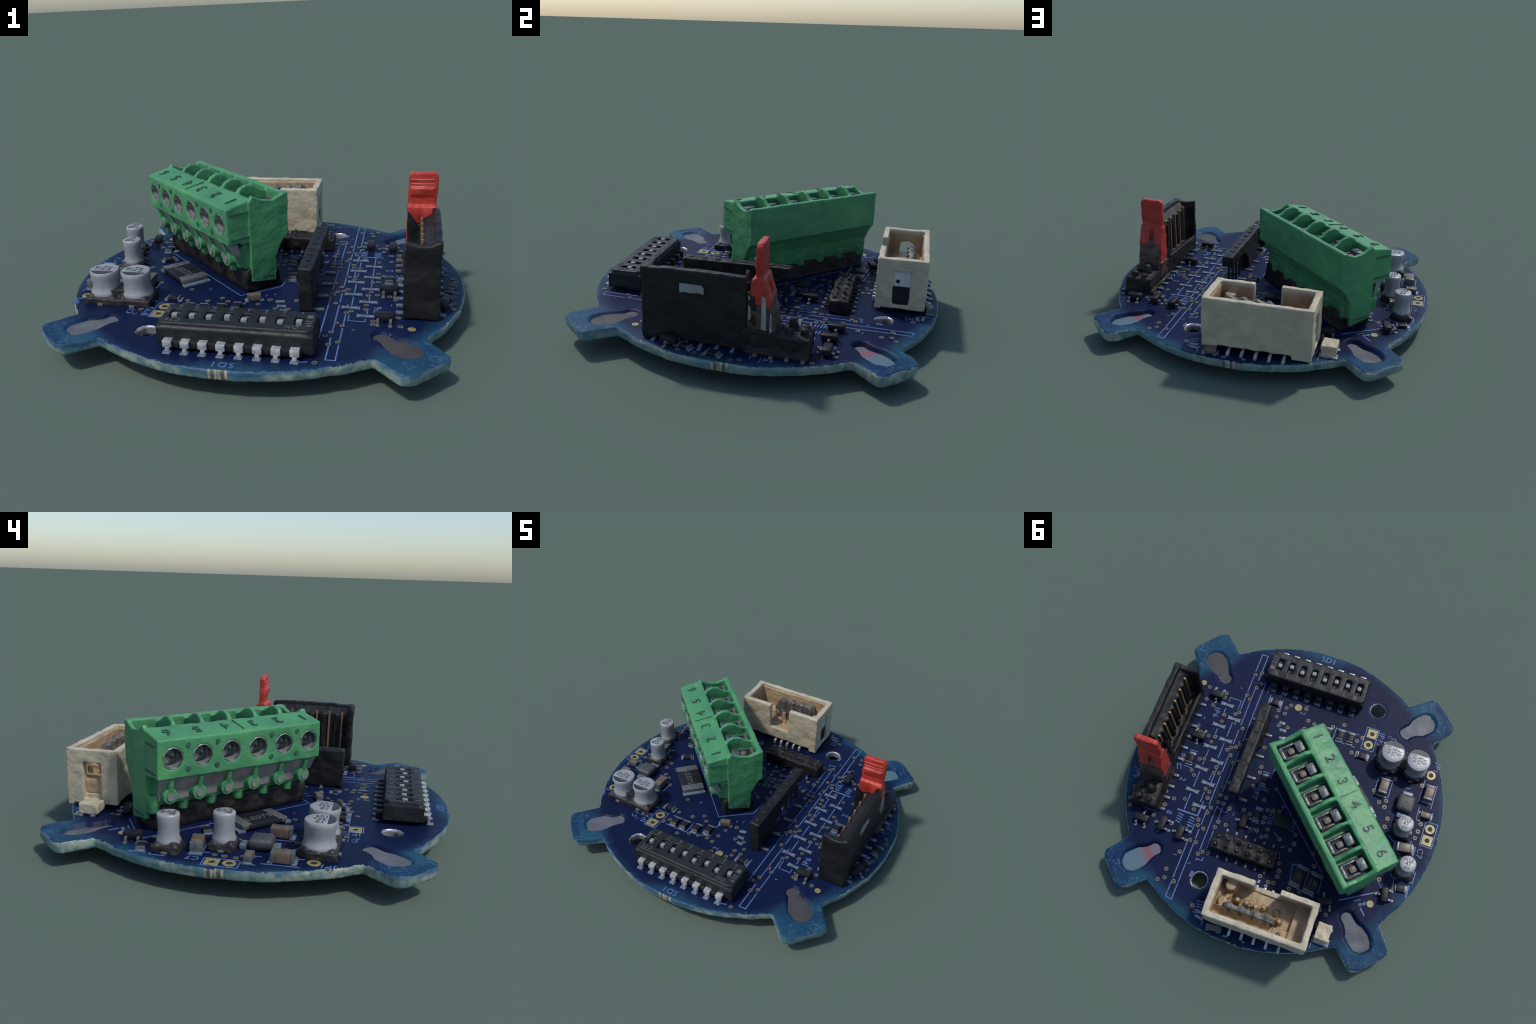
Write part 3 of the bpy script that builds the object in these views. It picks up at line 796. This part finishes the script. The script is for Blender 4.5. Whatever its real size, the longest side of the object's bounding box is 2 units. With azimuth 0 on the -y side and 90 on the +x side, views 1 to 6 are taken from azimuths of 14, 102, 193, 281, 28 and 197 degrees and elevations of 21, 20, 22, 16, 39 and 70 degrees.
for k in range(7):
    tube(bm, (0.772, -0.405 + PITCH * 1.04 * k, 0.22), (0.782, -0.405 + PITCH * 1.04 * k, 0.455), 0.016, 10)
hdr = from_bm("shrouded_header", bm, "black", root)
soften(hdr, 0.006, 3, 0.006, 11, 4.0)
for v in hdr.data.vertices:                  # the tall wall bows inwards a little
    if v.co.x > 0.815 and -0.42 < v.co.y < 0.07:
        v.co.x -= 0.005 * math.sin(PI * (v.co.y + 0.42) / 0.49) * max(0, min(1, (0.47 - v.co.z) / 0.10))
bm = bmesh.new()
prism(bm, [(-0.006, 0.205), (0.0, 0.467), (0.012, 0.468), (0.012, 0.205)], -0.0055, 0.0055, "xz")
hp = from_bm("header_pin", bm, "pin", hdr)
for k in range(6):
    p = (0.770, -0.365 + PITCH * 1.04 * k, 0)
    if k == 0:
        hp.location = p
    else:
        repeat(hp, p)
bm = bmesh.new()                              # pale grey patch on the outer wall
prism(bm, [(-0.236, 0.397), (-0.236, 0.443), (-0.13, 0.443), (-0.117, 0.43), (-0.117, 0.398), (-0.14, 0.404), (-0.18, 0.399), (-0.21, 0.403)], 0.84, 0.8675, "yz")
from_bm("pale_wall_patch", bm, "pale", hdr, smooth=False)
bm = bmesh.new()
for k in range(6):
    y = -0.370 + PITCH * 1.04 * k
    for x0, x1 in ((0.672, 0.712), (0.850, 0.895)):
        box(bm, x0, x1, y - 0.009, y + 0.009, ZT - 0.002, ZT + 0.012, 0.003)
from_bm("header_lead", bm, "solder", hdr, kind="stuff")

# ------------------------------------------------------------------ four-row jumper header with a red shunt
bm = bmesh.new()
box(bm, 0.702, 0.866, 0.235, 0.395, 0.135, 0.234)
box(bm, 0.690, 0.880, 0.08, 0.395, 0.13, 0.160)
box(bm, 0.703, 0.862, 0.075, 0.235, 0.14, 0.250)
box(bm, 0.712, 0.850, 0.06, 0.135, 0.14, 0.42)
box(bm, 0.715, 0.850, 0.085, 0.240, 0.140, 0.200)
for x, y, r, h in ((0.750, 0.300, .032, .288), (0.815, 0.290, .03, .262), (0.745, 0.368, .03, .258), (0.810, 0.365, .034, .268), (0.79, 0.235, .04, .268)):
    cyl(bm, x, y, r, 0.16, h, 10, r2=r * .55)
jh = from_bm("jumper_header", bm, "brownblack", root)
soften(jh, 0.006, 3, 0.009, 18, 6.0)
bm = bmesh.new()
for k in range(4):
    y = 0.142 + PITCH * k
    for x0, x1, s in ((0.655, 0.712, 1), (0.852, 0.902, 1)):
        box(bm, x0, x1, y - 0.010, y + 0.010, ZT - 0.002, ZT + 0.013, 0.004)
from_bm("header_lead", bm, "tin", jh, kind="stuff")

bm = bmesh.new()                              # shunt: thin grip on top, two jaws below
prism(bm, [(0.710, 0.46), (0.705, 0.56), (0.709, 0.655), (0.722, 0.672), (0.777, 0.667), (0.832, 0.672), (0.850, 0.655), (0.850, 0.58), (0.844, 0.46)], 0.128, 0.162, "xz")
prism(bm, [(0.128, 0.60), (0.114, 0.590), (0.118, 0.560), (0.128, 0.54)], 0.72, 0.835, "yz")
prism(bm, [(0.705, 0.43), (0.707, 0.50), (0.840, 0.50), (0.852, 0.44), (0.850, 0.38), (0.704, 0.38)], 0.112, 0.172, "xz")
prism(bm, [(0.112, 0.50), (0.172, 0.50), (0.186, 0.455), (0.204, 0.395), (0.206, 0.262), (0.165, 0.250), (0.105, 0.30)], 0.704, 0.756, "yz")
prism(bm, [(0.095, 0.40), (0.112, 0.50), (0.172, 0.50), (0.190, 0.44), (0.208, 0.395), (0.205, 0.360), (0.095, 0.370)], 0.786, 0.852, "yz")
sh = from_bm("jumper_shunt", bm, "red", root)
soften(sh, 0.0055, 3, 0.003, 20, 8.0)
bm = bmesh.new()
prism(bm, [(0.090, 0.385), (0.210, 0.385), (0.220, 0.262), (0.225, 0.180), (0.090, 0.180), (0.080, 0.300)], 0.768, 0.848, "yz")
prism(bm, [(0.110, 0.27), (0.205, 0.27), (0.225, 0.18), (0.100, 0.18)], 0.700, 0.79, "yz")
prism(bm, [(0.150, 0.45), (0.205, 0.40), (0.215, 0.20), (0.120, 0.20)], 0.745, 0.785, "yz")
prism(bm, [(0.150, 0.44), (0.196, 0.40), (0.222, 0.33), (0.232, 0.22), (0.225, 0.17), (0.10, 0.17)], 0.712, 0.842, "yz")
ag = from_bm("shunt_sleeve", bm, "aged", sh)
soften(ag, 0.006, 2, 0.004, 22, 2.0)
bm = bmesh.new()
for k in range(3):
    box(bm, 0.718, 0.832, 0.1245, 0.130, 0.585 + 0.022 * k, 0.594 + 0.022 * k, 0.003)
from_bm("grip_ridge", bm, "redstripe", sh)
bm = bmesh.new()                              # pale stripes on the outer flank
for y0, y1, z0, z1 in ((0.096, 0.110, 0.29, 0.42), (0.160, 0.186, 0.23, 0.42), (0.202, 0.213, 0.24, 0.34)):
    prism(bm, [(y0, z0), (y0 + .002, z1), (y1 - .004, z1 - .012), (y1, z0 + .01)], 0.82, 0.8535, "yz")
from_bm("pale_stripe", bm, "pale", sh, smooth=False)

# ------------------------------------------------------------------ low double-row pin header
bm = bmesh.new()
box(bm, -0.108, 0.300, 0.405, 0.512, 0.140, 0.214)
for k in range(12):
    cyl(bm, 0.272 - 0.069 * (k // 2), 0.435 + 0.048 * (k % 2), 0.016, 0.19, 0.228 + 0.01 * random.random(), 8, r2=0.009)
ph = from_bm("pin_header", bm, "brownblack", root)
soften(ph, 0.006, 3, 0.008, 20, 12.0)
bm = bmesh.new()
for k in range(12):
    boxc(bm, 0.272 - 0.069 * (k // 2), 0.435 + 0.048 * (k % 2), 0.009, 0.009, 0.2, 0.232, 0.002, 1)
for k in range(6):
    x = 0.242 - 0.0605 * k
    box(bm, x - 0.008, x + 0.008, 0.528, 0.550, ZT - 0.002, ZT + 0.011, 0.003)
    box(bm, x - 0.008, x + 0.008, 0.360, 0.382, ZT - 0.002, ZT + 0.011, 0.003)
    box(bm, x - 0.006, x + 0.006, 0.378, 0.408, ZT + 0.01, ZT + 0.025, 0.003, 2)
    box(bm, x - 0.006, x + 0.006, 0.505, 0.532, ZT + 0.004, ZT + 0.022, 0.003, 2)
from_bm("header_lead", bm, ["solder", "clamp", "brownblack"], ph, kind="stuff")

# ------------------------------------------------------------------ cream box connector
X0, X1, Y0, Y1 = -0.432, 0.172, 0.646, 0.920
ZB, ZW = 0.158, 0.432
bm = bmesh.new()
wall = 0.032
prism(bm, [(X0, 0.150), (X0, ZW), (X1, ZW - 0.004), (X1, 0.160), (0.085, 0.160), (0.080, 0.196), (-0.320, 0.196), (-0.325, 0.150)], Y1 - wall, Y1, "xz")
prism(bm, [(X0, 0.175), (X0, ZW), (-0.205, ZW), (-0.203, 0.250), (-0.055, 0.250), (-0.052, ZW - .002), (X1, ZW - .006), (X1, 0.150),
           (0.120, 0.150), (0.118, 0.172), (-0.205, 0.172), (-0.206, 0.20), (-0.33, 0.19), (-0.335, 0.175)], Y0, Y0 + wall, "xz")
win = [(0.738, 0.180), (0.830, 0.180), (0.830, 0.362), (0.738, 0.362)]
win2 = [(0.745, 0.278), (0.822, 0.268), (0.830, 0.345), (0.80, 0.358), (0.75, 0.350)]
for a, b in ((X0, X0 + 0.036), (X1 - 0.036, X1)):
    plate(bm, [(Y0, 0.160), (Y1, 0.160), (Y1, ZW - .002), (Y0, ZW - .002)], [win], a, b, "yz")
box(bm, X0 + 0.02, X1 - 0.02, Y0, Y1, 0.172, 0.206)
wb = from_bm("box_connector", bm, "cream", root)
soften(wb, 0.0052, 2, 0.0040, 20, 5.0)
bm = bmesh.new()                              # yellowed lining, floor and blocks
box(bm, X0 + 0.030, X1 - 0.030, Y0 + 0.028, Y1 - 0.028, 0.20, 0.240)
box(bm, -0.22, X1 - 0.03, 0.835, Y1 - 0.028, 0.20, 0.290)
box(bm, X0 + 0.03, -0.22, 0.835, Y1 - 0.028, 0.20, 0.262)
box(bm, 0.055, X1 - 0.03, Y0 + 0.03, Y1 - 0.028, 0.20, 0.300)
cyl(bm, 0.095, 0.80, 0.05, 0.2, 0.345, 14, r2=0.025)
cyl(bm, 0.075, 0.705, 0.062, 0.2, 0.372, 16, r2=0.030)
for k in range(4):
    cyl(bm, 0.075 - 0.055 * k, 0.765, 0.034, 0.2, 0.335 - 0.012 * k, 12, r2=0.012)
box(bm, X0 + 0.03, X0 + 0.12, Y0 + 0.03, Y1 - 0.028, 0.20, 0.275)
prism(bm, [(0.834, 0.20), (0.834, 0.39), (0.865, 0.335), (0.90, 0.31), (0.90, 0.20)], -0.20, 0.125, "yz")
for k in range(5):
    cyl(bm, 0.095 - PITCH * k, 0.755, 0.034, 0.21, 0.268, 12, r2=0.014)
    cyl(bm, 0.065 - PITCH * k, 0.800, 0.030, 0.21, 0.30, 12, r2=0.012)
e = 0.0045
box(bm, X0 + 0.030, X1 - 0.030, Y1 - wall - e, Y1 - wall + 0.006, 0.205, ZW - 0.020)
for a, b in ((X0 + 0.03, -0.215), (-0.042, X1 - 0.03)):
    box(bm, a, b, Y0 + wall - 0.006, Y0 + wall + e, 0.205, ZW - 0.020)
for a, b in ((X0 + 0.022, X0 + 0.036 + e), (X1 - 0.036 - e, X1 - 0.022)):
    plate(bm, [(Y0 + .03, 0.205), (Y1 - .03, 0.205), (Y1 - .03, ZW - .020), (Y0 + .03, ZW - .020)], [win2], a, b, "yz")
ln = from_bm("connector_lining", bm, "tan", wb)
soften(ln, 0.0055, 1, 0.0022, 30, 7.0)
bm = bmesh.new()                              # ragged fused pin row
top = [0.405, 0.414, 0.404, 0.398, 0.414, 0.400, 0.394, 0.410, 0.402, 0.392, 0.398, 0.386]
pts = [(0.095, 0.30)] + [(0.075 - 0.0265 * i, z) for i, z in enumerate(top)] + [(-0.225, 0.36), (-0.225, 0.21), (0.095, 0.21)]
prism(bm, pts, 0.808, 0.836, "xz")
for x in (0.04, -0.03, -0.10, -0.17):
    cyl(bm, x, 0.808, 0.014, 0.21, 0.40, 10)
    cyl(bm, x, 0.838, 0.030, 0.21, 0.38, 10, r2=0.012)
cyl(bm, -0.262, 0.868, 0.022, 0.21, 0.30, 12, r2=0.012)
rg = from_bm("fused_pin_row", bm, "dusty", wb)
soften(rg, 0.0055, 2, 0.005, 30, 1.0)
bm = bmesh.new()
cyl(bm, 0, 0, 0.010, 0.24, 0.282, 10, r2=0.006)
cp = from_bm("connector_pin", bm, "tan", wb)
for k in range(5):
    p = (0.095 - PITCH * k, 0.752, 0)
    if k == 0:
        cp.location = p
    else:
        repeat(cp, p)
bm = bmesh.new()                              # pale upper and dark lower fill of the +x end window
box(bm, X1 - 0.026, X1 - 0.014, 0.730, 0.840, 0.272, 0.370, 0, 0)
box(bm, X1 - 0.026, X1 - 0.012, 0.730, 0.840, 0.172, 0.274, 0, 1)
cyl(bm, 0, 0, 0.012, 0, 0.001, 6, 1)
for v in list(bm.verts)[-12:]:
    v.co = Vector((X1 - 0.0145 + v.co.z, 0.762 + v.co.x, 0.300 + v.co.y))
from_bm("window_fill", bm, ["winpale", "chip"], wb, smooth=False)
bm = bmesh.new()
for k in range(5):
    x = 0.017 - 0.0585 * 1.3 * k
    tube(bm, (x, 0.895, 0.158), (x - 0.001, 0.930, 0.155), 0.0085, 10)
    tube(bm, (x - 0.001, 0.925, 0.155), (x - 0.002, 0.955, 0.143), 0.0095, 10)
for k in range(5):
    x = 0.05 - 0.05 * k
    box(bm, x - 0.008, x + 0.008, 0.625, 0.652, 0.138, 0.170, 0.003)
from_bm("connector_lead", bm, "bright", wb, kind="stuff")

bm = bmesh.new()                              # little pale push button next to it
box(bm, -0.545, -0.460, 0.706, 0.808, 0.148, 0.196)
box(bm, -0.535, -0.462, 0.735, 0.825, 0.139, 0.150)
pb = from_bm("light_emitter", bm, "cream", root)
soften(pb, 0.005, 3, 0.005, 28, 11.0)
bm = bmesh.new()
box(bm, -0.556, -0.450, 0.72, 0.745, ZT - 0.002, ZT + 0.010, 0.003)
box(bm, -0.556, -0.450, 0.785, 0.83, ZT - 0.002, ZT + 0.008, 0.003)
from_bm("emitter_lead", bm, "solder", pb)

# ------------------------------------------------------------------ green six-way terminal block (local frame turned -45 degrees)
A0, A1 = -0.764, 0.139
RING = [0.066 - 0.1505 * k for k in range(6)]
bm = bmesh.new()
# front plate with six screw openings
plate(bm, [(A0, 0.408), (A1, 0.408), (A1, 0.584), (A0, 0.584)], [circle(a, 0.501, 0.0505, 28) for a in RING], -0.312, -0.232, "xz")
prism(bm, [(-0.300, 0.572), (-0.302, 0.592), (-0.18, 0.615), (-0.158, 0.614), (-0.158, 0.40), (-0.236, 0.40), (-0.236, 0.572)], A0, A1, "yz")
prism(bm, [(-0.312, 0.56), (-0.311, 0.588), (-0.29, 0.5905), (-0.25, 0.56)], A0, A1, "yz")
# middle body under the pockets
prism(bm, [(-0.185, 0.25), (-0.19, 0.552), (0.030, 0.552), (0.033, 0.410), (0.002, 0.372), (-0.026, 0.315), (-0.032, 0.215), (-0.185, 0.215)], A0 + 0.01, A1 - 0.01, "yz")
# back wall
prism(bm, [(0.008, 0.50), (0.006, 0.619), (0.038, 0.619), (0.036, 0.408), (0.0, 0.385)], A0, A1, "yz")
# end plates reach further down
for a, b in ((A0 - 0.002, A0 + 0.022), (A1 - 0.022, A1 + 0.006)):
    prism(bm, [(-0.187, 0.195), (-0.187, 0.60), (-0.165, 0.630), (-0.11, 0.602), (-0.05, 0.592), (0.0, 0.608), (0.038, 0.620), (0.036, 0.408), (0.0, 0.370), (-0.036, 0.300), (-0.042, 0.172)], a, b, "yz")
# ribs between the pockets
for k in range(5):
    a = (RING[k] + RING[k + 1]) / 2 + 0.004
    prism(bm, [(0.02, 0.50), (0.02, 0.600), (-0.03, 0.612), (-0.075, 0.643), (-0.115, 0.650), (-0.150, 0.634), (-0.17, 0.61), (-0.17, 0.50)], a - 0.011, a + 0.011, "yz")
# ridge bars and tubes on the lower front
for a in RING:
    prism(bm, [(-0.309, 0.415), (-0.288, 0.34), (-0.25, 0.34), (-0.25, 0.415)], a - 0.0125, a + 0.0125, "yz")
    tube(bm, (a, -0.286, 0.316), (a, -0.180, 0.316), 0.0365, 24)
    cyl(bm, a - 0.050, -0.210, 0.026, 0.228, 0.31, 14, r2=0.032)
    cyl(bm, a - 0.02, -0.040, 0.026, 0.205, 0.26, 12, r2=0.03)
prism(bm, [(-0.240, 0.272), (-0.258, 0.34), (-0.19, 0.40), (-0.19, 0.25)], A0 + 0.05, A1 - 0.03, "yz")
tb = from_bm("terminal_block", bm, "green", root)
soften(tb, 0.0050, 2, 0.0030, 18, 14.0)
tb.matrix_world = G45

bm = bmesh.new()                              # grooves of the end faces and the seam between cells 3 and 4
for a, b in ((A0 - 0.0045, A0 + 0.01), (A1 - 0.01, A1 + 0.0045)):
    for z in (0.553, 0.428):
        box(bm, a, b, -0.296, -0.192, z, z + 0.0085)
    box(bm, a - 0.003, b + 0.003, -0.165, -0.065, 0.205, 0.2105)
from_bm("moulding_groove", bm, "ink", tb, smooth=False)

bm = bmesh.new()                              # grey panels between the tubes
for k in range(6):
    lo = RING[k + 1] + 0.0125 if k < 5 else A0 + 0.035
    hi = RING[k] - 0.0125
    if k == 5:
        lo = hi - 0.03
    prism(bm, [(-0.302, 0.409), (-0.256, 0.330), (-0.248, 0.288), (-0.225, 0.288), (-0.25, 0.409)], lo, hi, "yz")
prism(bm, [(-0.302, 0.409), (-0.258, 0.335), (-0.23, 0.335), (-0.25, 0.409)], RING[0] + 0.0125, A1 - 0.014, "yz")
from_bm("front_panel", bm, "greymold", tb, smooth=False)
bm = bmesh.new()
tube(bm, (0, -0.2915, 0.316), (0, -0.26, 0.316), 0.019, 20)
plug = from_bm("tube_plug", bm, "greymold", tb)
bm = bmesh.new()                              # clamp screw deep in its opening
tube(bm, (0, -0.246, 0.501), (0, -0.225, 0.501), 0.046, 28)
bmesh.ops.bevel(bm, geom=[e_ for e_ in bm.edges if e_.calc_face_angle(0) > 1.0], offset=0.008, segments=3, affect="EDGES")
box(bm, -0.034, 0.034, -0.252, -0.24, 0.493, 0.509, 0.003, 1, mtx=Matrix.Translation((0, 0, 0.501)) @ Matrix.Rotation(0.5, 4, "Y") @ Matrix.Translation((0, 0, -0.501)))
k0 = len(bm.verts)
n_ = 32                                       # metal sleeve lining the opening
rows = [[bm.verts.new((r_ * math.cos(2 * PI * i / n_), y_, 0.501 + r_ * math.sin(2 * PI * i / n_))) for i in range(n_)] for r_, y_ in ((0.0515, -0.3095), (0.0475, -0.3115), (0.0455, -0.300), (0.0455, -0.235), (0.0515, -0.235))]
for A_, B_ in zip(rows, rows[1:] + rows[:1]):
    for i in range(n_):
        bm.faces.new((A_[i], A_[(i + 1) % n_], B_[(i + 1) % n_], B_[i])).material_index = 0
scr = from_bm("clamp_screw", bm, ["screw", "clamp"], tb)
bm = bmesh.new()                              # wire clamp seen in the top pocket
box(bm, -0.050, 0.050, -0.152, 0.006, 0.545, 0.5565, 0, 3)
box(bm, -0.036, 0.036, -0.146, -0.096, 0.545, 0.592, 0.010, 0)
box(bm, -0.038, 0.038, -0.022, -0.002, 0.545, 0.584, 0.006, 1)
box(bm, -0.042, -0.028, -0.100, -0.014, 0.545, 0.570, 0.004, 0)
box(bm, 0.030, 0.044, -0.100, -0.014, 0.545, 0.572, 0.004, 0)
box(bm, -0.022, 0.016, -0.088, -0.046, 0.545, 0.574, 0.009, 2)
wc = from_bm("wire_clamp", bm, ["clamp", "tin", "dusty", "hole"], tb)
dots = bmesh.new()
for k, a in enumerate(RING):
    for o_, dz in ((plug, 0), (scr, 0), (wc, 0)):
        if k == 0:
            o_.location = (a, 0, 0)
        else:
            c = repeat(o_, (a, 0, 0))
            if o_ is scr:
                c.rotation_euler = (0, 0, 0)
for k in range(5):
    a = (RING[k] + RING[k + 1]) / 2
    if k == 2:
        continue
    for z in (0.556, 0.447):
        tube(dots, (a, -0.3165, z), (a, -0.30, z), 0.0115, 16)
from_bm("test_hole", dots, "ink", tb, smooth=False, kind="stuff")

# numbers on the sloping top
bm = bmesh.new()
for k, a in enumerate(RING):
    me = text(str(k + 1), 0, 0, 0.086, 180, -0.004, 0.0046)
    tilt = math.atan2(0.022, 0.12)
    me.transform(Matrix.Translation((a + 0.004, -0.240, 0.6045)) @ Matrix.Rotation(tilt, 4, "X"))
    bm.from_mesh(me)
    bpy.data.meshes.remove(me)
box(bm, -0.0009, 0.0009, -0.058, 0.056, -0.004, 0.0040, mtx=Matrix.Translation((RING[2] - 0.0755, -0.240, 0.6045)) @ Matrix.Rotation(math.atan2(0.022, 0.12), 4, "X"))
from_bm("cell_number", bm, "ink", tb, smooth=False, kind="stuff")

bm = bmesh.new()                              # dark header that the block plugs onto
prism(bm, [(-0.205, 0.135), (-0.215, 0.165), (-0.212, 0.245), (-0.19, 0.268), (-0.045, 0.262), (-0.020, 0.20), (-0.006, 0.150), (0.008, 0.135)], A0 + 0.030, A1 - 0.004, "yz")
tbh = from_bm("block_header", bm, "brownblack", tb)
soften(tbh, 0.007, 3, 0.008, 14, 21.0)

bpy.context.view_layer.update()

# ------------------------------------------------------------------ the board lies slightly askew
def tilt(x, y, z):
    return (-0.0045 - 0.0064 * x - 0.0136 * y) * max(0.0, min(1.0, (0.30 - z) / 0.12))
done = set()
for o in [o for o in bpy.data.objects if o.type == "MESH"]:
    mw = o.matrix_world
    if o.data.users > 1:
        c = mw @ (sum((Vector(b_) for b_ in o.bound_box), Vector()) / 8)
        o.location.z += tilt(c.x, c.y, c.z)
    else:
        for v in o.data.vertices:
            w = mw @ v.co
            v.co.z += max(tilt(w.x, w.y, w.z), -w.z)
        o.data.update()
bpy.context.view_layer.update()
